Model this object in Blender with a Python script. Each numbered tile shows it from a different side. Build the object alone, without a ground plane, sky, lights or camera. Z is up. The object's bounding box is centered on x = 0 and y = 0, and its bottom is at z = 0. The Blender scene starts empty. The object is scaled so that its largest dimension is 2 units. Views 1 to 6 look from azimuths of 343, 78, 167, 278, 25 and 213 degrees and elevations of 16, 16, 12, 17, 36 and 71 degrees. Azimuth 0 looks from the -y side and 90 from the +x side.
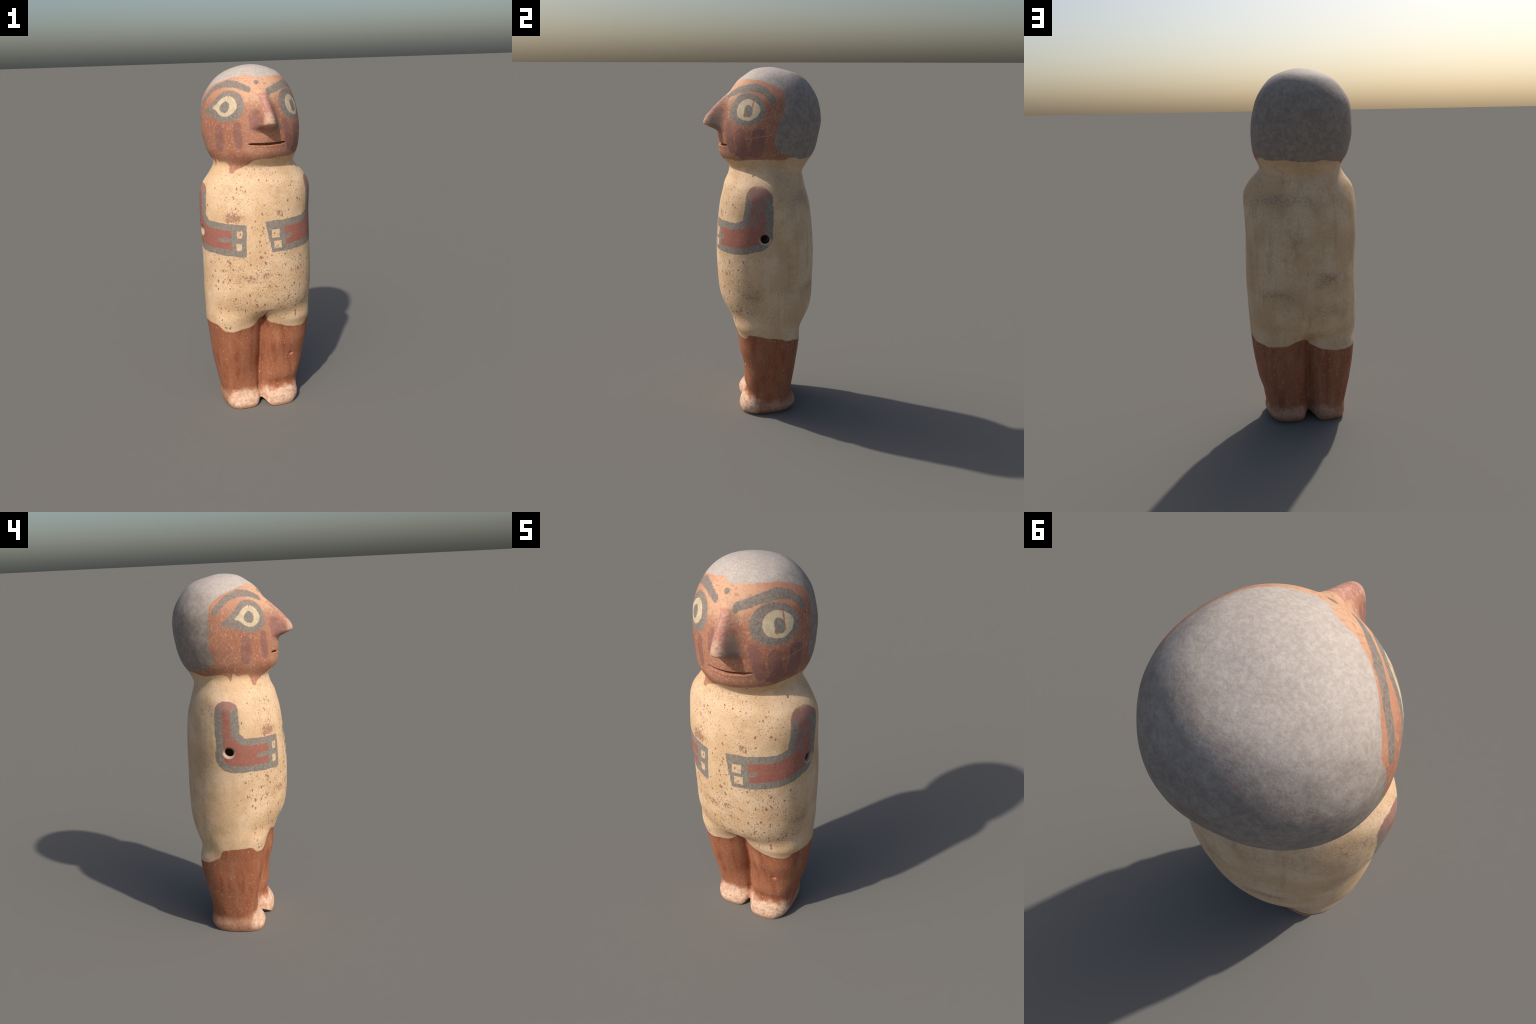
# Painted ceramic standing figurine: one smooth lofted clay body, split into named
# anatomical parts, painted by procedural node masks laid out on (angle, height).
import bpy, math
import numpy as np
from mathutils import noise as mnoise, Vector

# ------------------------------------------------------------------ geometry
# Stations of the body: height, centre x, half width, centre y, front depth, back
# depth, front / back roundness exponent, front / back lean towards +x.
STATIONS = np.array([
    (2.000, 0.0075, 0.0000, 0.0485, 0.0000, 0.0000, 2.23, 2.16, 0.00, 0.02),
    (1.987, 0.0024, 0.0839, 0.0469, 0.0902, 0.0746, 2.14, 2.12, 0.01, 0.04),
    (1.965, 0.0040, 0.1405, 0.0557, 0.1362, 0.1375, 2.06, 2.08, 0.02, 0.05),
    (1.930, 0.0011, 0.1879, 0.0651, 0.1938, 0.1797, 1.97, 2.05, 0.03, 0.06),
    (1.880, 0.0001, 0.2287, 0.0720, 0.2376, 0.2110, 1.91, 2.03, 0.02, 0.05),
    (1.830, -0.0004, 0.2551, 0.0746, 0.2660, 0.2346, 1.86, 2.04, -0.02, 0.03),
    (1.770, -0.0006, 0.2697, 0.0651, 0.2830, 0.2586, 1.84, 2.07, -0.02, 0.04),
    (1.700, 0.0011, 0.2777, 0.0597, 0.2960, 0.2645, 1.82, 2.11, 0.01, 0.06),
    (1.640, 0.0003, 0.2775, 0.0522, 0.2972, 0.2611, 1.81, 2.14, 0.04, 0.05),
    (1.580, 0.0038, 0.2681, 0.0462, 0.2892, 0.2539, 1.85, 2.15, 0.01, 0.04),
    (1.530, 0.0044, 0.2535, 0.0398, 0.2746, 0.2388, 1.89, 2.15, -0.02, 0.05),
    (1.495, 0.0045, 0.2363, 0.0312, 0.2398, 0.2255, 1.94, 2.09, -0.01, 0.05),
    (1.465, 0.0008, 0.2308, 0.0175, 0.2011, 0.2238, 1.97, 1.99, 0.01, 0.06),
    (1.440, 0.0008, 0.2484, 0.0068, 0.1910, 0.2236, 1.97, 1.87, 0.04, 0.03),
    (1.410, 0.0047, 0.2743, 0.0060, 0.1990, 0.2280, 1.94, 1.77, 0.04, -0.02),
    (1.375, 0.0044, 0.3003, 0.0103, 0.2205, 0.2332, 1.90, 1.66, 0.05, -0.08),
    (1.335, 0.0031, 0.3179, 0.0127, 0.2343, 0.2413, 1.88, 1.63, 0.08, -0.11),
    (1.280, 0.0014, 0.3219, 0.0133, 0.2488, 0.2559, 1.91, 1.79, 0.07, -0.06),
    (1.200, -0.0022, 0.3199, 0.0171, 0.2634, 0.2645, 1.98, 1.89, 0.04, 0.00),
    (1.080, -0.0018, 0.3174, 0.0214, 0.2807, 0.2695, 2.03, 1.96, 0.04, 0.04),
    (0.940, 0.0020, 0.3157, 0.0232, 0.2863, 0.2730, 2.07, 1.99, 0.05, 0.03),
    (0.800, 0.0005, 0.3156, 0.0192, 0.2758, 0.2772, 2.11, 1.99, 0.09, 0.00),
    (0.700, -0.0020, 0.3139, 0.0230, 0.2625, 0.2686, 2.14, 2.02, 0.10, 0.00),
    (0.630, -0.0017, 0.3110, 0.0255, 0.2333, 0.2515, 2.16, 2.06, 0.09, -0.03),
    (0.570, -0.0040, 0.3091, 0.0227, 0.1985, 0.2291, 2.18, 2.09, 0.04, -0.08),
    (0.500, -0.0040, 0.3090, 0.0180, 0.1800, 0.2000, 2.22, 2.14, 0.02, -0.10),
    (0.300, -0.0120, 0.2800, 0.0250, 0.1550, 0.1800, 2.30, 2.20, 0.00, -0.10),
    (0.000, -0.0160, 0.2150, 0.0250, 0.1500, 0.1500, 2.30, 2.20, 0.00, -0.10),
])
# The two legs below the belly: height, then outer x, front y, back y of the right (-x)
# and of the left (+x) leg.
LEGS = np.array([
    (0.660, -0.313, -0.208, 0.258, 0.311, -0.222, 0.258),
    (0.570, -0.307, -0.158, 0.226, 0.302, -0.188, 0.210),
    (0.500, -0.300, -0.138, 0.225, 0.297, -0.163, 0.195),
    (0.420, -0.289, -0.128, 0.229, 0.288, -0.156, 0.187),
    (0.320, -0.280, -0.111, 0.213, 0.273, -0.133, 0.175),
    (0.220, -0.263, -0.089, 0.195, 0.250, -0.123, 0.162),
    (0.165, -0.253, -0.080, 0.184, 0.232, -0.117, 0.155),
    (0.120, -0.243, -0.077, 0.182, 0.225, -0.109, 0.153),
    (0.080, -0.236, -0.084, 0.185, 0.217, -0.133, 0.167),
    (0.040, -0.238, -0.113, 0.191, 0.219, -0.148, 0.178),
    (0.000, -0.229, -0.117, 0.174, 0.197, -0.148, 0.149),
])
# nose ridge seen from the side: height, y
NOSE_RIDGE = np.array([
    (1.930, -0.132), (1.900, -0.158), (1.868, -0.182), (1.850, -0.202), (1.830, -0.226), (1.807, -0.251),
    (1.783, -0.275), (1.762, -0.293), (1.739, -0.3135), (1.720, -0.3235), (1.7075, -0.3265), (1.697, -0.322),
    (1.686, -0.302), (1.675, -0.277), (1.664, -0.256), (1.655, -0.2475), (1.630, -0.246), (1.600, -0.243)])
NOSE_HALF = np.array([(1.93, 0.022), (1.86, 0.026), (1.80, 0.036), (1.74, 0.046), (1.70, 0.054), (1.66, 0.066), (1.60, 0.07)])
HOLES = [(-0.312, 0.004, 1.102, 0.026), (0.304, -0.040, 1.102, 0.026)]   # x, y, z, radius
MOUTH = (-0.094, 0.116, 1.5893)                                          # left, right, height


def spline(xk, yk, x):
    n = len(xk)
    h = np.diff(xk)
    A = np.zeros((n, n))
    b = np.zeros_like(yk)
    A[0, 0] = A[-1, -1] = 1
    for i in range(1, n - 1):
        A[i, i - 1], A[i, i], A[i, i + 1] = h[i - 1], 2 * (h[i - 1] + h[i]), h[i]
        b[i] = 6 * ((yk[i + 1] - yk[i]) / h[i] - (yk[i] - yk[i - 1]) / h[i - 1])
    M = np.linalg.solve(A, b)
    i = np.clip(np.searchsorted(xk, x) - 1, 0, n - 2)
    hh = h[i][:, None]
    t0 = (xk[i + 1] - x)[:, None]
    t1 = (x - xk[i])[:, None]
    return (M[i] * t0**3 + M[i + 1] * t1**3) / (6 * hh) + (yk[i] / hh - M[i] * hh / 6) * t0 + (yk[i + 1] / hh - M[i + 1] * hh / 6) * t1


def interp(table, z):
    t = table[np.argsort(table[:, 0])]
    return spline(t[:, 0], t[:, 1:2], np.clip(z, t[0, 0], t[-1, 0]))[:, 0]


def smooth(a, b, x):
    t = np.clip((x - a) / (b - a), 0, 1)
    return t * t * (3 - 2 * t)


def body_rings():
    top = 2.0 - np.linspace(0.0, math.sqrt(0.11), 84) ** 2
    z = [top]
    for a, b, step in ((1.89, 1.74, 0.0022), (1.74, 1.55, 0.0014), (1.55, 0.10, 0.0024), (0.10, 0.0, 0.0018)):
        n = int(round((a - b) / step))
        z.append(np.linspace(a, b, n + 1)[1:])
    return np.concatenate(z)


def leg_radius(z, cx, cy, c, s):
    q = spline(LEGS[::-1, 0], LEGS[::-1, 1:], z)
    xm = np.interp(z, [0, 0.5], [-0.022, -0.010])[:, None]
    n = np.interp(z, [0, 0.1, 0.3], [2.9, 2.7, 2.35])[:, None]
    ov = np.interp(z, [0, 0.1, 0.25, 0.4, 0.5, 0.6, 0.66], [0.012, 0.010, 0.011, 0.017, 0.026, 0.042, 0.05])[:, None]
    lo = np.full((len(z), c.shape[1]), 0.02)
    hi = np.full_like(lo, 0.45)

    def one(xo, xi, yf, yb, x, y):
        ax, ay = np.abs(xo - xi) / 2, (yb - yf) / 2
        dx, dy = x - (xo + xi) / 2, y - (yf + yb) / 2
        k = (np.abs(dx / ax) ** n + np.abs(dy / ay) ** n + 1e-9) ** (1 / n)
        return np.hypot(dx, dy) * (1 - 1 / np.maximum(k, 1e-3))

    for _ in range(18):                                                 # bisect along each spoke
        mid = (lo + hi) / 2
        x, y = cx + mid * c, cy - mid * s
        a = one(q[:, 0:1], xm + ov, q[:, 1:2], q[:, 2:3], x, y)
        b = one(q[:, 3:4], xm - ov, q[:, 4:5], q[:, 5:6], x, y)
        h = np.clip(0.5 + 0.5 * (b - a) / 0.02, 0, 1)
        f = b * (1 - h) + a * h - 0.02 * h * (1 - h)
        lo = np.where(f < 0, mid, lo)
        hi = np.where(f < 0, hi, mid)
    return (lo + hi) / 2


def build_body():
    zs = body_rings()
    NT = 840
    q = spline(np.sqrt(2.0 - STATIONS[:, 0]), STATIONS[:, 1:], np.sqrt(2.0 - zs))
    cx, a, cy, bf, bb, nf, nb, kf, kb = [q[:, i:i + 1] for i in range(9)]
    a = np.maximum(a, 1e-5)
    th = np.linspace(-math.pi, math.pi, NT, endpoint=False)[None]       # 0 = front (-y), + = +x
    c, s = np.sin(th), np.cos(th)
    front = s > 0
    b = np.maximum(np.where(front, bf, bb), 1e-5)
    n = np.where(front, nf, nb)
    k = np.where(front, kf, kb)
    R = np.full((len(zs), NT), 0.2)
    R[:] = (np.abs(c / a) ** n + np.abs(s / b) ** n) ** (-1 / n)
    for _ in range(6):                                                # lean: depth depends on x
        b2 = b * (1 + k * np.clip(R * c / a, -1, 1))
        R = (np.abs(c / a) ** n + np.abs(s / b2) ** n) ** (-1 / n)
    # below the belly the section turns into two round legs joined by a narrow web
    low = np.where(zs < 0.66)[0]
    w_front, w_back = smooth(0.655, 0.545, zs[low])[:, None], smooth(0.575, 0.465, zs[low])[:, None]
    w = w_back + (w_front - w_back) * smooth(-0.35, 0.35, s)
    R[low] = R[low] * (1 - w) + leg_radius(zs[low], cx[low], cy[low], c, s) * w
    X = cx + R * c
    Y = cy - R * s
    Z = np.repeat(zs[:, None], NT, 1)
    fr = smooth(0.0, 0.5, s)                                           # frontness
    bk = smooth(0.0, 0.5, -s)

    # nose
    ridge = interp(NOSE_RIDGE, zs)[:, None]
    half = interp(NOSE_HALF, zs)[:, None]
    base = cy - bf
    E = np.maximum(base - ridge, 0) * smooth(1.915, 1.85, Z) * smooth(1.625, 1.66, Z)
    p = np.exp(-(np.abs(X - 0.001) / half) ** np.interp(Z, [1.70, 1.80], [2.9, 2.2]))
    nose = E * p * fr
    Y = Y - nose

    # slit at the crotch, cleft of the buttocks
    d = np.hypot((X + 0.010 + (Z - 0.59) * -0.05) / 0.0085, (Z - 0.592) / 0.042)
    Y = Y + 0.03 * smooth(1.25, 0.45, d) * fr
    xcl = 0.022 + 0.004 * np.sin(Z * 60)
    d = np.hypot((X - xcl) / 0.006, (Z - 0.622) / 0.062)
    Y = Y - 0.006 * smooth(1.5, 0.3, d) * bk
    d = np.hypot((X - 0.022) / 0.05, (Z - 0.60) / 0.09)
    Y = Y - 0.012 * smooth(1.3, 0.0, d) * bk

    # deeper clefts between toes and between heels
    Y = Y + 0.018 * smooth(0.14, 0.04, Z) * np.exp(-(np.abs(X + 0.022) / 0.022) ** 2) * fr
    Y = Y - 0.040 * smooth(0.13, 0.03, Z) * np.exp(-(np.abs(X + 0.012) / 0.030) ** 2) * bk

    # mouth slit, tilted blade cut with a thin lower lip
    ml, mr, mz = MOUTH
    mx = (X - (ml + mr) / 2) / ((mr - ml) / 2)
    zc = mz + 0.003 * mx * mx
    hgt = 0.0066 * np.sqrt(np.clip(1 - mx**2, 0, 1)) ** 0.7 + 1e-6
    mouth = smooth(1.25, 0.7, np.abs(Z - zc) / hgt) * smooth(1.0, 0.97, np.abs(mx)) * fr
    lip = np.exp(-((Z - zc + 0.0125) / 0.006) ** 2) * smooth(1.05, 0.8, np.abs(mx)) * fr
    Y = Y + 0.038 * mouth - 0.0012 * lip

    # low handmade undulation and small dents
    P = np.stack([X, Y, Z], -1)
    nz = np.zeros((len(zs), NT))
    coarse_i = np.arange(0, len(zs), 6)
    coarse_j = np.arange(0, NT, 6)
    small = np.array([[mnoise.noise(Vector(P[i, j] * 7.0)) * 0.6 + mnoise.noise(Vector(P[i, j] * 19.0)) * 0.3
                       + mnoise.noise(Vector(P[i, j] * 45.0)) * 0.14 for j in coarse_j] for i in coarse_i])
    fi = np.interp(np.arange(len(zs)), coarse_i, np.arange(len(coarse_i)))
    fj = np.arange(NT) / 6.0
    i0 = np.clip(fi.astype(int), 0, len(coarse_i) - 2)
    ti = (fi - i0)[:, None]
    ti = np.clip(ti, 0, 1)
    j0 = fj.astype(int) % len(coarse_j)
    j1 = (j0 + 1) % len(coarse_j)
    tj = (fj - np.floor(fj))[None]
    nz = (small[i0][:, j0] * (1 - ti) + small[i0 + 1][:, j0] * ti) * (1 - tj) + (small[i0][:, j1] * (1 - ti) + small[i0 + 1][:, j1] * ti) * tj
    amp = np.interp(Z, [0, 0.10, 0.2, 1.9, 2.0], [0.0045, 0.004, 0.0022, 0.0022, 0.0008])
    X = X + c * nz * amp
    Y = Y - s * nz * amp

    # chipped pit on the shin
    d = np.hypot((X - 0.152) / 0.016, (Z - 0.323) / 0.013)
    Y = Y + 0.010 * smooth(1.2, 0.2, d) * fr

    # the arch between the feet
    lift = 0.036 * np.exp(-(np.abs(X + 0.022) / 0.029) ** 2.0)
    Z = Z + lift * np.clip(1 - zs[:, None] / 0.20, 0, 1) ** 2
    Z = np.maximum(Z, 0.0)

    # drilled arm holes: the disc of skin inside each rim is pushed in as wall and floor
    hole = np.zeros_like(X)
    for hx, hy, hz, hr in HOLES:
        axis = np.array([hx, hy, 0.0])
        axis /= np.linalg.norm(axis)
        side = np.array([-axis[1], axis[0], 0.0])
        u = (X - hx) * side[0] + (Y - hy) * side[1]
        v = Z - hz
        same = (X * axis[0] + Y * axis[1]) > 0
        d = np.hypot(u, v) / hr * (1 + 0.30 * nz)
        depth = np.where(same, 0.05 * smooth(1.0, 0.5, d) + 0.006 * smooth(1.35, 0.85, d), 0)
        grow = np.where(same & (d < 1), np.clip(0.93 / np.maximum(d, 0.05), 1, 1.7) - 1, 0) * smooth(0.0, 0.35, d)
        X = X + u * grow * side[0] - axis[0] * depth
        Y = Y + u * grow * side[1] - axis[1] * depth
        Z = Z + v * grow
        hole = np.maximum(hole, np.where(same, smooth(1.0, 0.9, d), 0))

    rings = [np.stack([X, Y, Z], -1)]
    last = rings[0][-1]
    mid = np.array([-0.02, 0.02, 0.0])
    sole = []
    for f in (0.975, 0.94, 0.88, 0.8, 0.7, 0.58, 0.45, 0.3, 0.16, 0.06):
        pt = mid + (last - mid) * f
        pt[:, 2] = 0.036 * np.exp(-(np.abs(pt[:, 0] + 0.022) / 0.029) ** 2.0)
        sole.append(pt)
    V = np.concatenate([rings[0].reshape(-1, 3)] + sole)
    rows = len(zs) + len(sole)
    V[:NT] = V[:NT].mean(0)                                            # apex
    r = np.arange(rows - 1)[:, None] * NT
    j = np.arange(NT)[None]
    j2 = (j + 1) % NT
    F = np.stack([r + j, r + NT + j, r + NT + j2, r + j2], -1).reshape(-1, 4)
    cen = len(V)
    V = np.vstack([V, [[mid[0], mid[1], 0.036]]])
    pad = lambda m: np.concatenate([m.ravel(), np.zeros(len(sole) * NT + 1)])
    return V, F, cen, NT, rows, pad(nose), pad(mouth), pad(hole)


# ------------------------------------------------------------------ paint layout
DEG = 0.00471            # metres of paint plane per degree of turn
def pt(deg, z):
    return (deg * DEG, z)

ARMS = {   # painted arms: outer shape = chain of round strokes cut square at the hand
    "left": dict(upper=[(76, 1.325, .066), (75, 1.19, .075)],
                 fore=[(71, 1.120, .090), (50, 1.090, .087), (-12, 1.084, .088)],
                 cut=((-4.9, 1.165), (2.1, 0.994), -1),
                 squares=[(2.6, 12.4, 1.080, 1.124), (4.2, 14.3, 1.019, 1.061)],
                 bars=[((4, 1.071), (26.0, 1.084), .0125), ((15.5, 1.128), (18.0, 1.030), .012)], red=(18.5, 1)),
    "right": dict(upper=[(-91.5, 1.318, .055), (-91.5, 1.19, .056)],
                  fore=[(-84, 1.083, .095), (-60, 1.074, .090), (-22, 1.064, .091)],
                  cut=((-28.4, 1.15), (-29.2, 0.98), 1),
                  squares=[(-40.2, -34.3, 1.086, 1.124), (-40.7, -35.0, 1.012, 1.054)],
                  bars=[((-60.0, 1.072), (-33.0, 1.070), .0125), ((-43.3, 1.13), (-43.7, 1.0), .014)], red=(-46.5, -1)),
}
EYES = {
    "left": dict(outer=[(55.6, 1.786, .135, .084, 0)], tip=None, white=[(59.3, 1.783, .0865, .0535)], pupil=(60.6, 1.777, .030, .0315)),
    "right": dict(outer=[(-54.5, 1.787, .122, .082, 0)], tip=((-64, 1.786), (-91.0, 1.757), .078, .010), white=[(-56.0, 1.789, .0760, .0520)],
                  pupil=(-58.2, 1.785, .0355, .0285)),
}
BROWS = [[(11, 1.858, .0185), (40, 1.886, .0185), (68, 1.898, .0205), (84.5, 1.879, .0215), (93.0, 1.833, .0185)],
         [(-22, 1.873, .0145), (-48, 1.899, .0168), (-71, 1.9035, .018), (-87, 1.883, .0175), (-96, 1.846, .0175), (-100, 1.818, .016)]]
STRIPES = [  # purple tear stripes on the cheeks and dabs beside the nose: strokes a -> b with radius
    ((-65.8, 1.664), (-65.8, 1.580), .031), ((-38.0, 1.680), (-37.2, 1.592), .028), ((-37.6, 1.65), (-37.0, 1.590), .026),
    ((-14.5, 1.738), (-14.5, 1.700), .036),
    ((30.5, 1.690), (36.5, 1.580), .030), ((51.0, 1.650), (54.0, 1.550), .036), ((76.0, 1.655), (73.5, 1.575), .037),
    ((44.0, 1.552), (68.0, 1.552), .014)]
HAIR_FRONT = [(-180, 1.86), (-112, 1.845), (-106, 1.86), (-101, 1.88), (-94, 1.899), (-79, 1.921), (-58, 1.936), (-28, 1.947), (-20, 1.945),
              (-13, 1.936), (14, 1.936), (47, 1.938), (70, 1.936), (90, 1.916), (100, 1.900), (110, 1.883), (120, 1.87), (180, 1.86)]
HAIR_SIDE_L = [(1.48, 150), (1.515, 132), (1.535, 117), (1.550, 107), (1.568, 98), (1.602, 94.7), (1.649, 93.3), (1.70, 97.8), (1.754, 102.4),
               (1.82, 106.2), (1.87, 109), (1.95, 110)]
HAIR_SIDE_R = [(1.48, 150), (1.506, 140), (1.523, 122), (1.547, 108), (1.571, 104.6), (1.611, 105), (1.644, 107), (1.70, 106), (1.75, 105.2),
               (1.81, 106.2), (1.87, 107), (1.95, 107)]
HAIR_BACK = [(-180, 1.511), (-160, 1.516), (-140, 1.510), (-123, 1.510), (-100, 1.50), (100, 1.50), (128, 1.519), (147, 1.523), (158, 1.518), (180, 1.511)]
JAW = [(-180, 1.522), (-165, 1.520), (-150, 1.508), (-138, 1.503), (-125, 1.491), (-113, 1.491), (-101, 1.499), (-94, 1.494), (-89, 1.470), (-87, 1.458), (-84, 1.500),
       (-77, 1.488), (-66, 1.489), (-58, 1.466), (-54, 1.430), (-48, 1.445), (-40, 1.460), (-30, 1.473), (-22, 1.490), (-13, 1.506), (5, 1.509),
       (23, 1.512), (37, 1.511), (65, 1.520), (85, 1.526), (106, 1.520), (114, 1.535), (125, 1.530), (180, 1.522)]
LEG_LINE = [(-180, 0.490), (-173, 0.468), (-160, 0.453), (-147, 0.447), (-136, 0.447), (-126, 0.451), (-115, 0.470), (-107, 0.500), (-101, 0.541),
            (-88, 0.549), (-80, 0.551), (-72, 0.543), (-67, 0.517), (-60, 0.507), (-53, 0.513), (-40, 0.524), (-25, 0.547), (-12, 0.585), (-4, 0.590),
            (2, 0.562), (13, 0.540), (25, 0.532), (39, 0.512), (53, 0.502), (61, 0.508), (66, 0.535), (76, 0.532), (87, 0.522), (98, 0.516),
            (107, 0.497), (119, 0.486), (131, 0.478), (143, 0.479), (152, 0.493), (160, 0.505), (169, 0.511), (175, 0.502), (180, 0.490)]


# numpy twins of the paint shapes, used only to split the body into named parts
def np_stroke(u, z, a, b):
    au, az, bu, bz = a[0] * DEG, a[1], b[0] * DEG, b[1]
    du, dz = bu - au, bz - az
    h = np.clip(((u - au) * du + (z - az) * dz) / (du * du + dz * dz), 0, 1)
    return np.hypot(u - au - du * h, z - az - dz * h) - (a[2] + (b[2] - a[2]) * h)


def np_arm(u, z, arm):
    d = np.full_like(u, 9.0)
    for chain in (arm["upper"], arm["fore"], [arm["upper"][-1], arm["fore"][0]]):
        for a, b in zip(chain[:-1], chain[1:]):
            d = np.minimum(d, np_stroke(u, z, a, b))
    (d0, z0), (d1, z1), sgn = arm["cut"]
    nx, nz_ = (z1 - z0), -(d1 - d0) * DEG
    L = math.hypot(nx, nz_)
    cut = ((u - d0 * DEG) * nx + (z - z0) * nz_) / L * -sgn * -1
    ref = ((arm["fore"][0][0] - d0) * DEG * nx + (arm["fore"][0][1] - z0) * nz_) / L * -sgn * -1
    cut = cut * -np.sign(ref)
    return np.maximum(d, cut)


# ------------------------------------------------------------------ node helpers
class Nodes:
    def __init__(self, name):
        self.mat = bpy.data.materials.new(name)
        self.mat.use_nodes = True
        self.t = self.mat.node_tree
        self.t.nodes.clear()
        tc = self.t.nodes.new("ShaderNodeTexCoord")
        self.P = tc.outputs["Object"]

    def put(self, sock, v):
        if isinstance(v, bpy.types.NodeSocket):
            self.t.links.new(v, sock)
        elif v is not None:
            sock.default_value = v

    def m(self, op, a, b=None, c=None, clamp=False):
        n = self.t.nodes.new("ShaderNodeMath")
        n.operation = op
        n.use_clamp = clamp
        for i, v in enumerate((a, b, c)):
            if v is not None:
                self.put(n.inputs[i], v)
        return n.outputs[0]

    def v(self, op, a, b=None, scale=None):
        n = self.t.nodes.new("ShaderNodeVectorMath")
        n.operation = op
        self.put(n.inputs[0], a)
        if b is not None:
            self.put(n.inputs[1], b)
        if scale is not None:
            self.put(n.inputs["Scale"], scale)
        return n.outputs["Value"] if op in ("LENGTH", "DOT_PRODUCT", "DISTANCE") else n.outputs["Vector"]

    def xyz(self, x, y, z):
        n = self.t.nodes.new("ShaderNodeCombineXYZ")
        for i, q in enumerate((x, y, z)):
            self.put(n.inputs[i], q)
        return n.outputs[0]

    def sep(self, v):
        n = self.t.nodes.new("ShaderNodeSeparateXYZ")
        self.put(n.inputs[0], v)
        return n.outputs

    def noise(self, scale, detail=3, rough=0.55, stretch=None, offset=0.0, vec=None):
        vec = self.P if vec is None else vec
        if stretch or offset:
            vec = self.v("MULTIPLY_ADD", vec, stretch or (1, 1, 1))
            vec.node.inputs[2].default_value = (offset, offset * 0.7, offset * 1.3)
        n = self.t.nodes.new("ShaderNodeTexNoise")
        self.put(n.inputs["Vector"], vec)
        n.inputs["Scale"].default_value = scale
        n.inputs["Detail"].default_value = detail
        n.inputs["Roughness"].default_value = rough
        return n.outputs["Fac"], n.outputs["Color"]

    def voronoi(self, scale, stretch=None, offset=0.0, feature="F1", vec=None):
        vec = self.P if vec is None else vec
        vec = self.v("MULTIPLY_ADD", vec, stretch or (1, 1, 1))
        vec.node.inputs[2].default_value = (offset, offset * 0.7, offset * 1.3)
        n = self.t.nodes.new("ShaderNodeTexVoronoi")
        n.feature = feature
        self.put(n.inputs["Vector"], vec)
        n.inputs["Scale"].default_value = scale
        return n.outputs["Distance"], n.outputs["Color"]

    def ramp(self, x, a, b, lo=0.0, hi=1.0):
        n = self.t.nodes.new("ShaderNodeMapRange")
        n.interpolation_type = "SMOOTHSTEP"
        self.put(n.inputs[0], x)
        if a > b:
            a, b, lo, hi = b, a, hi, lo
        for i, q in enumerate((a, b, lo, hi)):
            n.inputs[i + 1].default_value = q
        return n.outputs[0]

    def mix(self, f, a, b, mode="MIX"):
        n = self.t.nodes.new("ShaderNodeMix")
        n.data_type = "RGBA"
        n.blend_type = mode
        self.put(n.inputs[0], f)
        for sock, q in ((n.inputs[6], a), (n.inputs[7], b)):
            self.put(sock, q if isinstance(q, bpy.types.NodeSocket) else (*q, 1.0))
        return n.outputs[2]

    def curve(self, x, pts, x0, x1, y0, y1):
        """piecewise function drawn with a Float Curve: x in [x0,x1] -> y in [y0,y1]"""
        xin = self.ramp_lin(x, x0, x1)
        n = self.t.nodes.new("ShaderNodeFloatCurve")
        cv = n.mapping.curves[0]
        norm = [((px - x0) / (x1 - x0), (py - y0) / (y1 - y0)) for px, py in pts]
        cv.points[0].location = norm[0]
        cv.points[1].location = norm[-1]
        for q in norm[1:-1]:
            cv.points.new(*q)
        for p in cv.points:
            p.handle_type = "AUTO_CLAMPED"
        n.mapping.update()
        n.inputs[0].default_value = 1.0
        self.put(n.inputs[1], xin)
        return self.m("MULTIPLY_ADD", n.outputs[0], y1 - y0, y0)

    def ramp_lin(self, x, a, b):
        n = self.t.nodes.new("ShaderNodeMapRange")
        self.put(n.inputs[0], x)
        n.inputs[1].default_value, n.inputs[2].default_value = a, b
        return n.outputs[0]

    # signed distances on the paint plane q = (turn * DEG, height, 0)
    def stroke(self, q, a, b, ra, rb=None):
        rb = ra if rb is None else rb
        A = Vector((*pt(*a), 0))
        B = Vector((*pt(*b), 0))
        d = B - A
        pa = self.v("SUBTRACT", q, tuple(A))
        h = self.m("MULTIPLY", self.v("DOT_PRODUCT", pa, tuple(d)), 1 / d.length_squared, clamp=True)
        far = self.v("LENGTH", self.v("SUBTRACT", pa, self.v("SCALE", tuple(d), scale=h)))
        return self.m("SUBTRACT", far, ra) if ra == rb else self.m("SUBTRACT", far, self.m("MULTIPLY_ADD", h, rb - ra, ra))

    def ellipse(self, q, deg, z, ru, rz):
        w = self.v("MULTIPLY", self.v("SUBTRACT", q, (*pt(deg, z), 0)), (1 / ru, 1 / rz, 0))
        return self.m("MULTIPLY", self.m("SUBTRACT", self.v("LENGTH", w), 1.0), min(ru, rz))

    def box(self, q, d0, d1, z0, z1):
        c = (*pt((d0 + d1) / 2, (z0 + z1) / 2), 0)
        a = self.sep(self.v("ABSOLUTE", self.v("SUBTRACT", q, c)))
        return self.m("MAXIMUM", self.m("SUBTRACT", a[0], (d1 - d0) * DEG / 2), self.m("SUBTRACT", a[1], (z1 - z0) / 2))

    def lowest(self, *ds, k=0.0):
        r = ds[0]
        for d in ds[1:]:
            r = self.m("SMOOTH_MIN", r, d, k) if k else self.m("MINIMUM", r, d)
        return r

    def inside(self, d, e=0.0018):
        return self.ramp(d, e, -e)


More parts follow.
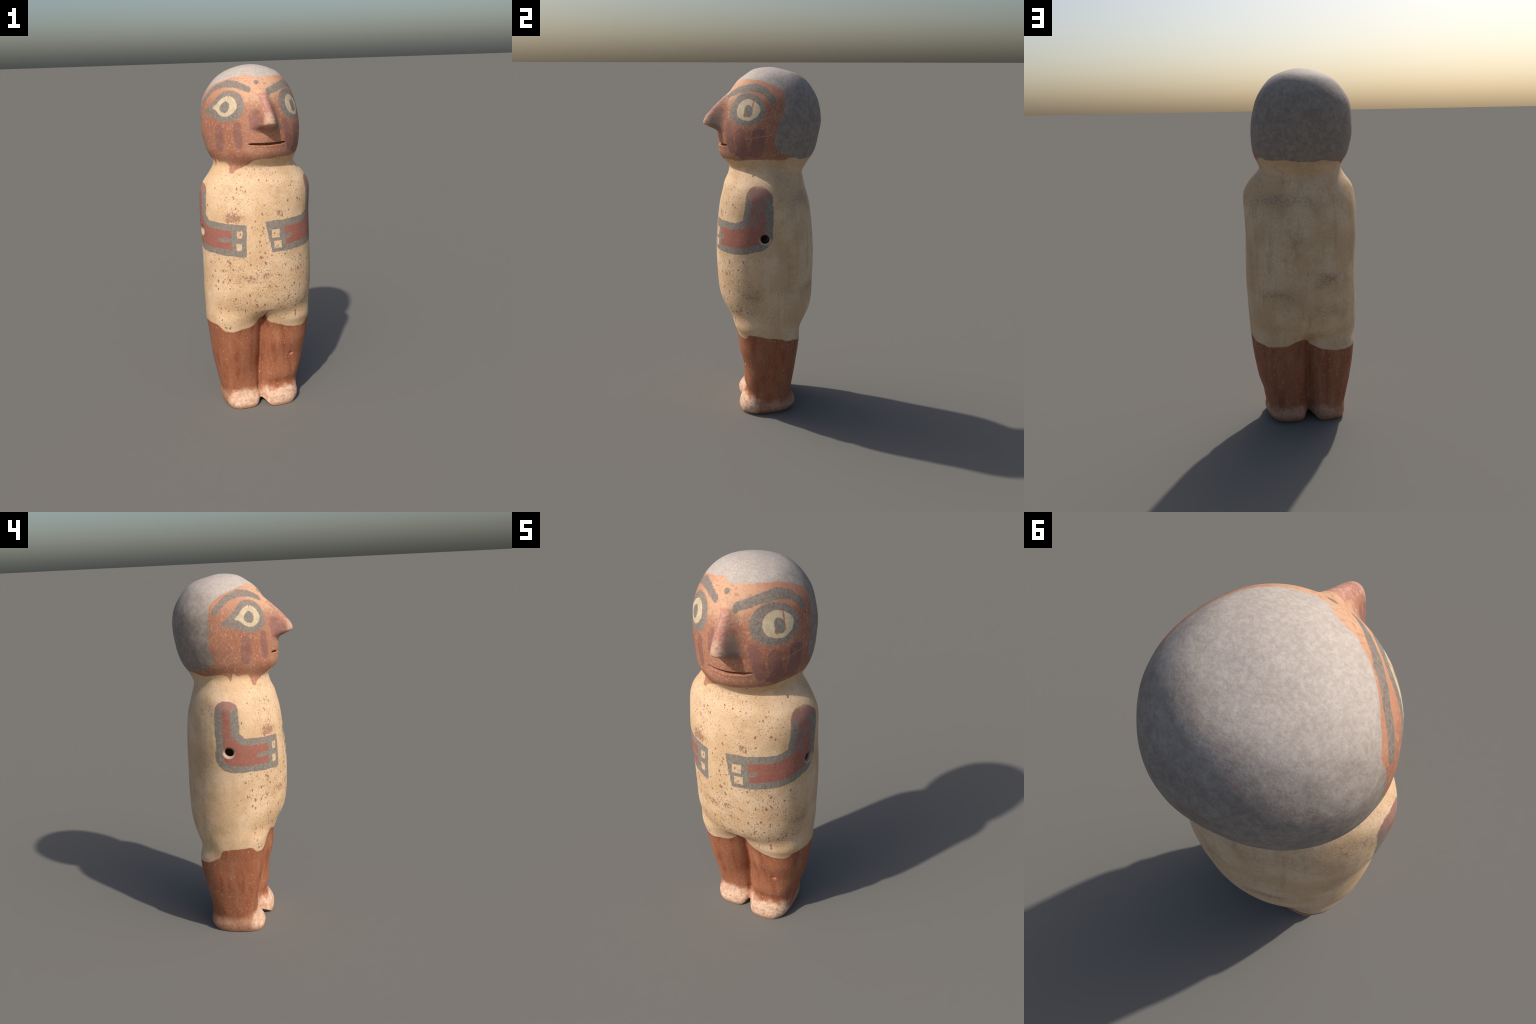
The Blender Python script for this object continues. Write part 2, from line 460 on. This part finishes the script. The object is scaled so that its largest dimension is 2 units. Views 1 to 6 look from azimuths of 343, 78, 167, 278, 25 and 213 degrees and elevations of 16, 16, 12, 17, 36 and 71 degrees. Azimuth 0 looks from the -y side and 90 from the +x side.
def hexlin(s):
    out = []
    for i in (0, 2, 4):
        c = int(s[i:i + 2], 16) / 255
        out.append(c / 12.92 if c < 0.04045 else ((c + 0.055) / 1.055) ** 2.4)
    return tuple(out)


CREAM = (0.69, 0.447, 0.248)
CREAM_PALE = (0.79, 0.555, 0.345)
CREAM_TAN = (0.54, 0.345, 0.17)
TERRACOTTA = (0.43, 0.195, 0.12)
TERRA_DEEP = (0.28, 0.095, 0.05)
TERRA_PALE = (0.58, 0.34, 0.225)
GREY = (0.195, 0.168, 0.141)
GREY_PALE = (0.33, 0.288, 0.243)
PURPLE = (0.24, 0.112, 0.098)
ARM_RED = (0.32, 0.105, 0.078)
PIT = (0.17, 0.065, 0.045)
HAIR = (0.265, 0.21, 0.172)
HAIR_PALE = (0.36, 0.298, 0.246)


def common(g):
    """paint-plane coordinates with a slightly shaky hand, and shared noises"""
    x, y, z = g.sep(g.P)[:3]
    turn = g.m("MULTIPLY", g.m("ARCTAN2", x, g.m("MULTIPLY", y, -1.0)), 180 / math.pi)
    g.turn, g.z = turn, z
    u = g.m("MULTIPLY", turn, DEG)
    q = g.xyz(u, z, 0.0)
    w1 = g.v("SUBTRACT", g.noise(22, 2)[1], (0.5, 0.5, 0.5))
    w2 = g.v("SUBTRACT", g.noise(150, 2)[1], (0.5, 0.5, 0.5))
    shake = g.v("ADD", g.v("SCALE", w1, scale=0.014), g.v("SCALE", w2, scale=0.005))
    g.q = g.v("MULTIPLY", g.v("ADD", q, shake), (1, 1, 0))
    qs = g.sep(g.q)
    g.qu, g.qz = qs[0], qs[1]
    g.qturn = g.m("DIVIDE", qs[0], DEG)
    g.grain = g.noise(150, 4, 0.75)[0]
    g.mott = g.noise(48, 4, 0.65)[0]
    g.broad = g.noise(7, 3, 0.5)[0]
    g.streak = g.noise(34, 4, 0.65, stretch=(1, 1, 0.10))[0]
    g.worn = g.noise(95, 4, 0.75, offset=3.1)[0]


def cream_layer(g):
    """cream slip with tan clouds, vertical rubbed streaks, dark red pits and smudges"""
    c = g.mix(g.ramp(g.broad, 0.38, 0.66), CREAM, CREAM_PALE)
    c = g.mix(g.m("MULTIPLY", g.ramp(g.noise(11, 4, 0.6, offset=7.7)[0], 0.50, 0.72), 0.55), c, CREAM_TAN)
    back = g.ramp(g.m("ABSOLUTE", g.turn), 75, 115)
    st = g.m("MULTIPLY", g.ramp(g.streak, 0.50, 0.75), g.m("MULTIPLY_ADD", back, 0.24, 0.12))
    c = g.mix(st, c, (0.36, 0.235, 0.135))
    c = g.mix(g.m("MULTIPLY", g.ramp(g.grain, 0.48, 0.68), 0.50), c, (0.44, 0.29, 0.17))
    c = g.mix(g.m("MULTIPLY", g.ramp(g.mott, 0.50, 0.72), 0.35), c, (0.46, 0.31, 0.19))
    c = g.mix(g.m("MULTIPLY", g.ramp(g.grain, 0.48, 0.32), 0.40), c, (0.86, 0.645, 0.43))
    # purple-brown rubbed smudges, mostly behind
    sm = None
    for d, z, ru, rz, k in ((-162, 0.876, .055, .03, .75), (-172, 0.85, .05, .018, .5), (138, 1.305, .12, .028, .55), (175, 1.30, .09, .02, .35), (140, 0.79, .075, .022, .5),
                            (68, 0.77, .055, .035, .6), (66, 0.70, .03, .06, .35), (161, 1.09, .014, .028, .6), (-168, 0.70, .09, .035, .35), (-118, 1.02, .06, .09, .3),
                            (-107, 1.33, .035, .02, .6), (-120, 1.315, .014, .014, .8), (60, 0.925, .02, .02, .5), (110, 1.25, .03, .05, .3)):
        e = g.m("MULTIPLY", g.ramp(g.m("ADD", g.ellipse(g.q, d, z, ru, rz), g.m("MULTIPLY_ADD", g.mott, 0.10, -0.05)), 0.022, -0.022), k)
        sm = e if sm is None else g.m("MAXIMUM", sm, e)
    c = g.mix(g.m("MULTIPLY", sm, g.ramp(g.worn, 0.35, 0.6)), c, (0.25, 0.16, 0.12))
    # crumbled pits: dense on chest and belly, sparse elsewhere
    frontal = g.ramp(g.m("ABSOLUTE", g.m("SUBTRACT", g.turn, -8)), 92, 45)
    belly = g.m("MULTIPLY", frontal, g.m("MULTIPLY", g.ramp(g.z, 0.54, 0.68), g.ramp(g.z, 1.52, 1.42)))
    low = g.m("MULTIPLY", frontal, g.ramp(g.z, 1.16, 0.98))
    cl = g.noise(9, 2, 0.5, offset=1.3)[0]
    pv = g.v("ADD", g.P, g.v("SCALE", g.v("SUBTRACT", g.noise(60, 2)[1], (0.5, 0.5, 0.5)), scale=0.022))
    spots = None
    for scale, st_, thr, off in ((50, (1, 1, 0.5), 0.17, 0.0), (92, (1, 1, 0.6), 0.16, 4.4), (150, (1, 1, 0.8), 0.19, 9.1)):
        dist, col = g.voronoi(scale, st_, off, vec=pv)
        size = g.m("MULTIPLY", g.m("MULTIPLY_ADD", g.m("ADD", belly, low), 0.26, 0.19), g.ramp(cl, 0.30, 0.66, 0.55, 1.35))
        pick = g.sep(col)[0]
        limit = g.m("MULTIPLY", g.ramp(g.m("SUBTRACT", g.m("MULTIPLY", size, 1.15), pick), 0.0, 0.45), thr * 1.5)
        s = g.ramp(g.m("SUBTRACT", dist, limit), 0.03, -0.05)
        spots = s if spots is None else g.m("MAXIMUM", spots, s)
    # worn red stain patches on the chest and belly
    for d, z, ru, rz in ((-44, 1.195, .06, .03), (-25, 0.85, .035, .02), (-8, 0.86, .05, .012), (14, 1.21, .02, .02), (-50, 0.93, .008, .055)):
        e = g.ramp(g.m("ADD", g.ellipse(g.q, d, z, ru, rz), g.m("MULTIPLY_ADD", g.worn, 0.14, -0.062)), 0.006, -0.008)
        spots = g.m("MAXIMUM", spots, g.m("MULTIPLY", e, 0.85))
    c = g.mix(g.m("MULTIPLY", spots, 0.80), c, g.mix(g.mott, PIT, (0.33, 0.13, 0.085)))
    g.pits = spots
    return c


def pale_specks(g, c, amount, colour, stretch=(1, 1, 0.6)):
    d1, c1 = g.voronoi(62, stretch, 2.2)
    d2, c2 = g.voronoi(120, stretch, 5.2)
    s = g.m("MAXIMUM", g.m("MULTIPLY", g.ramp(d1, 0.26, 0.12), g.ramp(g.sep(c1)[0], 0.66, 0.9)), g.m("MULTIPLY", g.ramp(d2, 0.30, 0.14), g.ramp(g.sep(c2)[0], 0.6, 0.95)))
    return g.mix(g.m("MULTIPLY", s, amount), c, colour)


def terracotta_layer(g, streaky):
    c = g.mix(g.ramp(g.broad, 0.35, 0.65), TERRACOTTA, (0.37, 0.145, 0.082))
    c = g.mix(g.m("MULTIPLY", g.ramp(g.noise(16, 4, 0.6, offset=2.9)[0], 0.52, 0.72), 0.6), c, (0.44, 0.215, 0.125))
    if streaky:
        c = g.mix(0.8, c, (0.33, 0.108, 0.047))
        st = g.noise(26, 4, 0.6, stretch=(1, 1, 0.16), offset=5.0)[0]
        c = g.mix(g.m("MULTIPLY", g.ramp(st, 0.50, 0.66), 0.75), c, (0.25, 0.066, 0.024))
        c = g.mix(g.m("MULTIPLY", g.ramp(st, 0.47, 0.32), 0.65), c, (0.38, 0.18, 0.093))
    c = g.mix(g.m("MULTIPLY", g.ramp(g.grain, 0.48, 0.68), 0.45), c, TERRA_DEEP)
    c = g.mix(g.m("MULTIPLY", g.ramp(g.grain, 0.48, 0.32), 0.35), c, TERRA_PALE)
    return pale_specks(g, c, 0.55, (0.62, 0.44, 0.30), (1, 1, 0.55 if streaky else 0.8))


def finish(g, colour, pits=None, rough=0.72, rest=None):
    b = g.t.nodes.new("ShaderNodeBsdfPrincipled")
    g.put(b.inputs["Base Color"], colour)
    b.inputs["Roughness"].default_value = rough
    b.inputs["Specular IOR Level"].default_value = 0.28
    h = g.m("ADD", g.m("MULTIPLY", g.mott, 0.6), g.m("MULTIPLY", g.grain, 0.5))
    if pits is not None:
        h = g.m("SUBTRACT", h, g.m("MULTIPLY", pits, 0.9))
    bump = g.t.nodes.new("ShaderNodeBump")
    bump.inputs["Strength"].default_value = 0.35
    bump.inputs["Distance"].default_value = 0.004
    g.put(bump.inputs["Height"], h)
    g.put(b.inputs["Normal"], bump.outputs[0])
    out = g.t.nodes.new("ShaderNodeOutputMaterial")
    g.t.links.new(b.outputs[0], out.inputs[0])
    return g.mat


def grey_paint(g):
    c = g.mix(g.ramp(g.noise(85, 4, 0.75, offset=5.5)[0], 0.34, 0.72), GREY, GREY_PALE)
    return g.mix(g.m("MULTIPLY", g.ramp(g.grain, 0.45, 0.7), 0.4), c, (0.10, 0.085, 0.075))


def head_material():
    g = Nodes("painted_head_clay")
    common(g)
    c = cream_layer(g)
    red = terracotta_layer(g, False)
    # pale mottled brow zone
    fm = g.noise(75, 4, 0.7, offset=2.4)[0]
    worn = g.m("MULTIPLY", g.ramp(g.ellipse(g.q, -8, 1.915, .24, .09), 0.06, -0.05), g.ramp(fm, 0.30, 0.50))
    red = g.mix(g.m("MULTIPLY", g.ramp(fm, 0.50, 0.68), 0.45), red, (0.66, 0.40, 0.265))
    red = g.mix(g.m("MULTIPLY", worn, 0.85), red, (0.80, 0.56, 0.35))
    orange = g.m("MULTIPLY", g.ramp(g.z, 1.80, 1.86), 0.55)
    red = g.mix(orange, red, (0.60, 0.29, 0.175))
    jaw = g.m("SUBTRACT", g.curve(g.qturn, JAW, -180, 180, 1.40, 1.56), g.qz)
    face = g.inside(jaw, 0.004)
    c = g.mix(face, c, red)
    # pink line down the nose, grey-purple flanks, pale worn tip
    y = g.sep(g.P)[1]
    x = g.sep(g.P)[0]
    proud = g.ramp(y, -0.225, -0.27)
    on_nose = g.m("MULTIPLY", g.ramp(g.z, 1.87, 1.85), g.ramp(g.z, 1.655, 1.67))
    ridge = g.m("MULTIPLY", g.m("MULTIPLY", g.ramp(g.m("ABSOLUTE", x), 0.030, 0.022), on_nose), g.ramp(y, -0.185, -0.2))
    c = g.mix(g.m("MULTIPLY", ridge, 0.75), c, g.mix(g.ramp(g.worn, 0.45, 0.65), (0.44, 0.19, 0.15), (0.62, 0.38, 0.29)))
    flank = g.m("MULTIPLY", g.m("MULTIPLY", g.ramp(x, 0.022, 0.035), g.ramp(x, 0.09, 0.07)), g.m("MULTIPLY", g.ramp(g.z, 1.80, 1.75), on_nose))
    c = g.mix(g.m("MULTIPLY", g.m("MULTIPLY", flank, g.ramp(y, -0.215, -0.245)), 0.75), c, g.mix(g.mott, (0.27, 0.17, 0.13), (0.36, 0.25, 0.19)))
    tip = g.m("MULTIPLY", g.ramp(y, -0.285, -0.312), g.ramp(g.mott, 0.30, 0.55))
    c = g.mix(g.m("MULTIPLY", tip, 0.8), c, g.mix(g.worn, (0.42, 0.18, 0.10), (0.74, 0.58, 0.42)))
    # purple stripes
    d = g.lowest(*[g.stroke(g.q, *s) for s in STRIPES])
    d = g.m("ADD", d, g.m("MULTIPLY_ADD", g.mott, 0.016, -0.008))
    pur = g.mix(g.ramp(g.worn, 0.5, 0.75), PURPLE, (0.30, 0.15, 0.12))
    c = g.mix(g.m("MULTIPLY", g.inside(d, 0.004), g.m("MULTIPLY", face, g.ramp(g.noise(28, 4, 0.7, offset=9.3)[0], 0.30, 0.58, 0.30, 0.80))), c, pur)
    # eyebrows, eye rings, forehead dot
    grey = grey_paint(g)
    marks = [g.stroke(g.q, a[:2], b[:2], a[2], b[2]) for chain in BROWS for a, b in zip(chain[:-1], chain[1:])]
    marks.append(g.ellipse(g.q, -7.3, 1.9075, .021, .011))
    for e in EYES.values():
        o = [g.ellipse(g.q, *q[:4]) for q in e["outer"]]
        if e["tip"]:
            a, b, ra, rb = e["tip"]
            o.append(g.stroke(g.q, a, b, ra, rb))
        marks.append(g.lowest(*o, k=0.008) if len(o) > 1 else o[0])
    d = g.lowest(*marks)
    c = g.mix(g.m("MULTIPLY", g.inside(d, 0.0025), g.ramp(g.worn, 0.58, 0.72, 0.93, 0.55)), c, grey)
    whites = [g.ellipse(g.q, *q) for e in EYES.values() for q in e["white"]]
    wt = g.stroke(g.q, (-60, 1.788), (-76.0, 1.781), .047, .006)
    whites.append(wt)
    c = g.mix(g.inside(g.lowest(*whites)), c, g.mix(g.ramp(g.mott, 0.35, 0.65), (0.56, 0.43, 0.27), (0.66, 0.53, 0.36)))
    pup = g.lowest(*[g.ellipse(g.q, *e["pupil"]) for e in EYES.values()])
    c = g.mix(g.inside(pup), c, grey)
    chip = g.lowest(g.stroke(g.q, (68, 1.835), (66, 1.760), .004), g.stroke(g.q, (55.5, 1.757), (56.5, 1.752), .008), g.stroke(g.q, (-55, 1.838), (-55.5, 1.820), .003))
    c = g.mix(g.m("MULTIPLY", g.inside(g.m("ADD", chip, g.m("MULTIPLY_ADD", g.worn, 0.016, -0.007)), 0.003), 0.9), c, (0.36, 0.13, 0.065))
    scr = g.stroke(g.q, (60, 1.634), (91, 1.655), .0022)
    c = g.mix(g.m("MULTIPLY", g.inside(scr, 0.002), 0.6), c, (0.50, 0.34, 0.22))
    # grey hair cap
    front = g.m("SUBTRACT", g.curve(g.qturn, HAIR_FRONT, -180, 180, 1.80, 2.0), g.qz)
    sl = g.curve(g.qz, HAIR_SIDE_L, 1.48, 1.95, 80, 160)
    sr = g.curve(g.qz, HAIR_SIDE_R, 1.48, 1.95, 80, 160)
    is_l = g.m("GREATER_THAN", g.turn, 0.0)
    side_at = g.m("ADD", g.m("MULTIPLY", sl, is_l), g.m("MULTIPLY", sr, g.m("SUBTRACT", 1.0, is_l)))
    side = g.m("MULTIPLY", g.m("SUBTRACT", side_at, g.m("ABSOLUTE", g.qturn)), DEG)
    back = g.m("SUBTRACT", g.curve(g.qturn, HAIR_BACK, -180, 180, 1.40, 1.60), g.qz)
    hair_d = g.m("MINIMUM", front, g.m("MAXIMUM", side, back))
    hair = g.mix(g.ramp(g.noise(34, 5, 0.7, offset=8.1)[0], 0.36, 0.66), HAIR, HAIR_PALE)
    hair = g.mix(g.m("MULTIPLY", g.ramp(g.grain, 0.42, 0.72), 0.45), hair, (0.145, 0.108, 0.086))
    hair = g.mix(g.m("MULTIPLY", g.ramp(g.worn, 0.54, 0.74), 0.5), hair, (0.42, 0.35, 0.29))
    hair = g.mix(g.m("MULTIPLY", g.ramp(g.noise(9, 4, 0.65, offset=4.5)[0], 0.56, 0.74), 0.4), hair, (0.27, 0.17, 0.13))
    hair = g.mix(g.m("MULTIPLY", g.inside(g.m("ADD", g.stroke(g.q, (-166, 1.885), (-174, 1.905), .0025), g.m("MULTIPLY_ADD", g.worn, .008, -.004)), 0.002), 0.7), hair, (0.40, 0.16, 0.09))
    crown = g.m("MULTIPLY_ADD", g.noise(10, 4, 0.6, offset=3.7)[0], 0.30, g.v("LENGTH", g.v("SUBTRACT", g.P, (-0.03, -0.05, 2.0))))  # hair lightened round the top: light from above baked into its colour
    hair = g.mix(g.ramp(crown, 0.58, 0.28, 0.0, 0.55), hair, g.mix(g.ramp(g.worn, 0.38, 0.62), (0.62, 0.53, 0.465), (0.78, 0.68, 0.60)))
    c = g.mix(g.inside(hair_d, 0.003), c, hair)
    return finish(g, c, None)


def torso_material():
    g = Nodes("painted_torso_clay")
    common(g)
    c = cream_layer(g)
    grey = grey_paint(g)
    red = g.mix(g.ramp(g.mott, 0.35, 0.65), ARM_RED, (0.35, 0.125, 0.094))
    red = g.mix(g.m("MULTIPLY", g.ramp(g.worn, 0.56, 0.72), 0.6), red, (0.48, 0.29, 0.21))
    fade = g.m("MULTIPLY", g.ramp(g.worn, 0.60, 0.74), 0.55)
    for arm in ARMS.values():
        ds = []
        for chain in (arm["upper"], arm["fore"], [arm["upper"][-1], arm["fore"][0]]):
            ds += [g.stroke(g.q, a[:2], b[:2], a[2], b[2]) for a, b in zip(chain[:-1], chain[1:])]
        d = g.lowest(*ds)
        (d0, z0), (d1, z1), _ = arm["cut"]
        n = Vector((z1 - z0, -(d1 - d0) * DEG, 0)).normalized()
        ref = Vector(((arm["fore"][0][0] - d0) * DEG, arm["fore"][0][1] - z0, 0)).dot(n)
        n = n * (-1 if ref > 0 else 1)
        cut = g.v("DOT_PRODUCT", g.v("SUBTRACT", g.q, (d0 * DEG, z0, 0)), tuple(n))
        d = g.m("SMOOTH_MAX", d, cut, 0.012)
        shape = g.inside(d, 0.0025)
        core = g.inside(g.m("ADD", d, 0.037), 0.003)
        core = g.m("MULTIPLY", core, g.ramp(g.m("MULTIPLY", g.m("SUBTRACT", g.qturn, arm["red"][0]), arm["red"][1]), -0.4, 0.4))
        top = g.m("MULTIPLY", g.ramp(g.m("ADD", g.z, g.m("MULTIPLY", g.mott, 0.08)), 1.345, 1.40), shape)
        bars = g.lowest(*[g.stroke(g.q, *b) for b in arm["bars"]])
        paint = g.mix(core, grey, red)
        paint = g.mix(g.m("MULTIPLY", top, 0.85), paint, (0.34, 0.145, 0.115))
        mid = g.m("MULTIPLY", g.m("MULTIPLY", core, g.ramp(g.z, 1.14, 1.19)), g.ramp(g.noise(20, 4, 0.7, offset=6.0)[0], 0.42, 0.62))
        paint = g.mix(g.m("MULTIPLY", mid, 0.8 if arm["red"][1] > 0 else 0.35), paint, g.mix(g.mott, (0.24, 0.155, 0.135), (0.30, 0.22, 0.19)))
        paint = g.mix(g.inside(bars), paint, grey)
        sq = g.inside(g.lowest(*[g.box(g.q, *s) for s in arm["squares"]]))
        show = g.m("MULTIPLY", shape, g.m("SUBTRACT", 1.0, g.m("MULTIPLY", sq, 0.95)))
        show = g.m("MULTIPLY", show, g.m("SUBTRACT", 1.0, g.m("MULTIPLY", fade, 0.6)))
        show = g.m("MULTIPLY", show, g.ramp(g.m("SUBTRACT", g.z, g.m("MULTIPLY", g.mott, 0.09)), 1.372, 1.325))
        c = g.mix(g.m("MULTIPLY", show, 0.95), c, paint)
    # pale broken clay round the holes, hole shadow painted in as near-black within
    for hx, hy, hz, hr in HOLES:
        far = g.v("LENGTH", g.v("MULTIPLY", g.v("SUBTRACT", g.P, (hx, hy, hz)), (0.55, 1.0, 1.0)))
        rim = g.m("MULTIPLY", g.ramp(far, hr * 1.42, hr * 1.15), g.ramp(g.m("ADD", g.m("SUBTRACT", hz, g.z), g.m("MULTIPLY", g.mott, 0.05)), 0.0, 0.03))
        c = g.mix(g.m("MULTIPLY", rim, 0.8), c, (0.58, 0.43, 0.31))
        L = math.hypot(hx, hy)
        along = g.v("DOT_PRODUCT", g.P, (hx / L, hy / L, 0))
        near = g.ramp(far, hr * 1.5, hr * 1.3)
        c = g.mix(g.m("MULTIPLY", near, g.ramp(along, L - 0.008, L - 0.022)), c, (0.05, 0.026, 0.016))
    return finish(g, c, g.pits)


def leg_material():
    g = Nodes("painted_leg_clay")
    common(g)
    c = cream_layer(g)
    red = terracotta_layer(g, True)
    line = g.m("SUBTRACT", g.qz, g.curve(g.qturn, LEG_LINE, -180, 180, 0.40, 0.64))
    c = g.mix(g.inside(line, 0.0035), c, red)
    # pale worn toes and heels where the slip has rubbed off
    lowz = g.m("ADD", g.z, g.m("MULTIPLY_ADD", g.noise(16, 4, 0.65, offset=6.6)[0], 0.12, -0.06))
    ty = g.m("ADD", g.sep(g.P)[1], g.m("MULTIPLY_ADD", g.noise(20, 4, 0.65, offset=2.6)[0], 0.08, -0.04))
    toe = g.m("MULTIPLY", g.ramp(lowz, 0.125, 0.075), g.ramp(ty, -0.035, -0.085))
    heel = g.m("MULTIPLY", g.m("MULTIPLY", g.ramp(lowz, 0.115, 0.06), g.ramp(g.m("ABSOLUTE", g.turn), 55, 100)), 0.38)
    pale = g.m("MULTIPLY", g.m("MAXIMUM", toe, heel), g.ramp(g.noise(55, 5, 0.7, stretch=(1, 1, 1.4), offset=1.7)[0], 0.74, 0.50))
    c = g.mix(g.m("MULTIPLY", pale, 0.85), c, g.mix(g.ramp(g.mott, 0.35, 0.6), (0.62, 0.365, 0.24), (0.78, 0.56, 0.40)))
    edge = g.ramp(g.m("ADD", g.z, g.m("MULTIPLY_ADD", g.worn, 0.03, -0.015)), 0.022, 0.008)
    c = g.mix(g.m("MULTIPLY", edge, 0.7), c, (0.36, 0.16, 0.085))
    # fresh chip
    chip = g.v("LENGTH", g.v("MULTIPLY", g.v("SUBTRACT", g.P, (0.152, -0.12, 0.323)), (1.0, 0.3, 1.3)))
    c = g.mix(g.m("MULTIPLY", g.ramp(g.m("ADD", chip, g.m("MULTIPLY_ADD", g.mott, 0.012, -0.006)), 0.021, 0.013), 0.8), c, (0.46, 0.15, 0.085))
    return finish(g, c, None)


# ------------------------------------------------------------------ assemble
def main():
    V, F, cen, NT, rows, nose, mouth, hole = build_body()
    # apex and sole centre as triangle fans
    F = F[NT:]                                                          # drop the degenerate first strip
    j = np.arange(NT)
    fan_top = np.stack([np.zeros(NT, int), NT + j, NT + (j + 1) % NT], -1)
    b0 = (rows - 1) * NT
    fan_bot = np.stack([b0 + j, np.full(NT, cen), b0 + (j + 1) % NT], -1)
    faces = [tuple(f) for f in F.tolist()] + [tuple(f) for f in fan_top.tolist()] + [tuple(f) for f in fan_bot.tolist()]

    whole = bpy.data.meshes.new("whole")
    whole.from_pydata(V.tolist(), [], faces)
    whole.update()
    normals = np.zeros(len(V) * 3)
    whole.vertices.foreach_get("normal", normals)
    normals = normals.reshape(-1, 3)
    bpy.data.meshes.remove(whole)

    # region of every face
    allF = np.full((len(faces), 4), -1)
    allF[:len(F)] = F
    allF[len(F):, :3] = np.concatenate([fan_top, fan_bot])
    allF[len(F):, 3] = allF[len(F):, 2]
    C = V[allF].mean(1)
    turn = np.degrees(np.arctan2(C[:, 0], -C[:, 1]))
    u, z = turn * DEG, C[:, 2]
    part = np.full(len(faces), "torso", dtype=object)
    part[z > 1.465] = "head"
    part[(z > 1.405) & (z <= 1.465)] = "neck"
    left_side = C[:, 0] > np.where(C[:, 1] < 0.02, -0.028, np.interp(z, [0, 0.5, 0.7], [-0.014, 0.02, 0.026]))
    leg_top = 0.60 + 0.02 * np.cos(np.radians(turn))
    part[(z < leg_top) & left_side] = "leg"
    part[(z < leg_top) & ~left_side] = "leg.R"
    part[(z < 0.115) & left_side] = "foot"
    part[(z < 0.115) & ~left_side] = "foot.R"
    tz = lambda tab, x: np.interp(x, *np.array(tab).T)
    hd = z > 1.465
    sd = np.where(turn > 0, tz(HAIR_SIDE_L, z), tz(HAIR_SIDE_R, z))
    hair = hd & ((z > tz(HAIR_FRONT, turn)) | ((np.abs(turn) > sd) & (z > tz(HAIR_BACK, turn))))
    part[hair] = "hair"
    for name, e in (("eye", EYES["left"]), ("eye.R", EYES["right"])):
        d, zz, ru, rz, _ = e["outer"][0]
        part[hd & (((u - d * DEG) / ru) ** 2 + ((z - zz) / rz) ** 2 < 1)] = name
    for name, chain in (("eyebrow", BROWS[0]), ("eyebrow.R", BROWS[1])):
        dist = np.min([np_stroke(u, z, a, b) for a, b in zip(chain[:-1], chain[1:])], 0)
        part[hd & (dist < 0) & ~hair] = name
    fm = lambda m: m[allF].mean(1)
    part[hd & (fm(nose) > 0.012)] = "nose"
    part[hd & (fm(mouth) > 0.05)] = "mouth"
    for name, arm in (("arm", ARMS["left"]), ("arm.R", ARMS["right"])):
        part[(part == "torso") & (np_arm(u, z, arm) < 0)] = name
    part[fm(hole) > 0.6] = np.where(C[fm(hole) > 0.6][:, 0] > 0, "arm_hole", "arm_hole.R")

    mats = {"head": head_material(), "torso": torso_material(), "leg": leg_material()}
    root = bpy.data.objects.new("ceramic_figurine", None)
    root["label"] = "standing painted ceramic figurine with large nose and round eyes"
    root["category"] = "figurine"
    bpy.context.scene.collection.objects.link(root)
    use = {"head": "head", "hair": "head", "nose": "head", "mouth": "head", "eye": "head", "eyebrow": "head", "neck": "head", "torso": "torso", "arm": "torso",
           "leg": "leg", "foot": "leg", "arm_hole": "torso"}
    parents = {"hair": "head", "nose": "head", "mouth": "head", "eye": "head", "eyebrow": "head", "foot": "leg", "arm_hole": "arm"}
    made = {}
    order = ["head", "neck", "torso", "arm", "arm.R", "leg", "leg.R", "hair", "nose", "mouth", "eye", "eye.R", "eyebrow", "eyebrow.R", "foot", "foot.R", "arm_hole", "arm_hole.R"]
    for key in order:
        kind = key.split(".")[0]
        fs = allF[part == key]
        if not len(fs):
            continue
        idx, inv = np.unique(fs, return_inverse=True)
        inv = inv.reshape(-1, 4).tolist()
        quads = [tuple(f) if f[2] != f[3] else tuple(f[:3]) for f in inv]
        me = bpy.data.meshes.new(kind)
        me.from_pydata(V[idx].tolist(), [], quads)
        me.materials.append(mats[use[kind]])
        me.polygons.foreach_set("use_smooth", np.ones(len(me.polygons), bool))
        me.update()
        me.normals_split_custom_set_from_vertices(normals[idx].tolist())
        ob = bpy.data.objects.new(kind, me)
        bpy.context.scene.collection.objects.link(ob)
        made[key] = ob
        p = parents.get(kind)
        if p:
            ob.parent = made.get(p + (".R" if key.endswith(".R") and p + ".R" in made else ""), root)
        else:
            ob.parent = root


main()
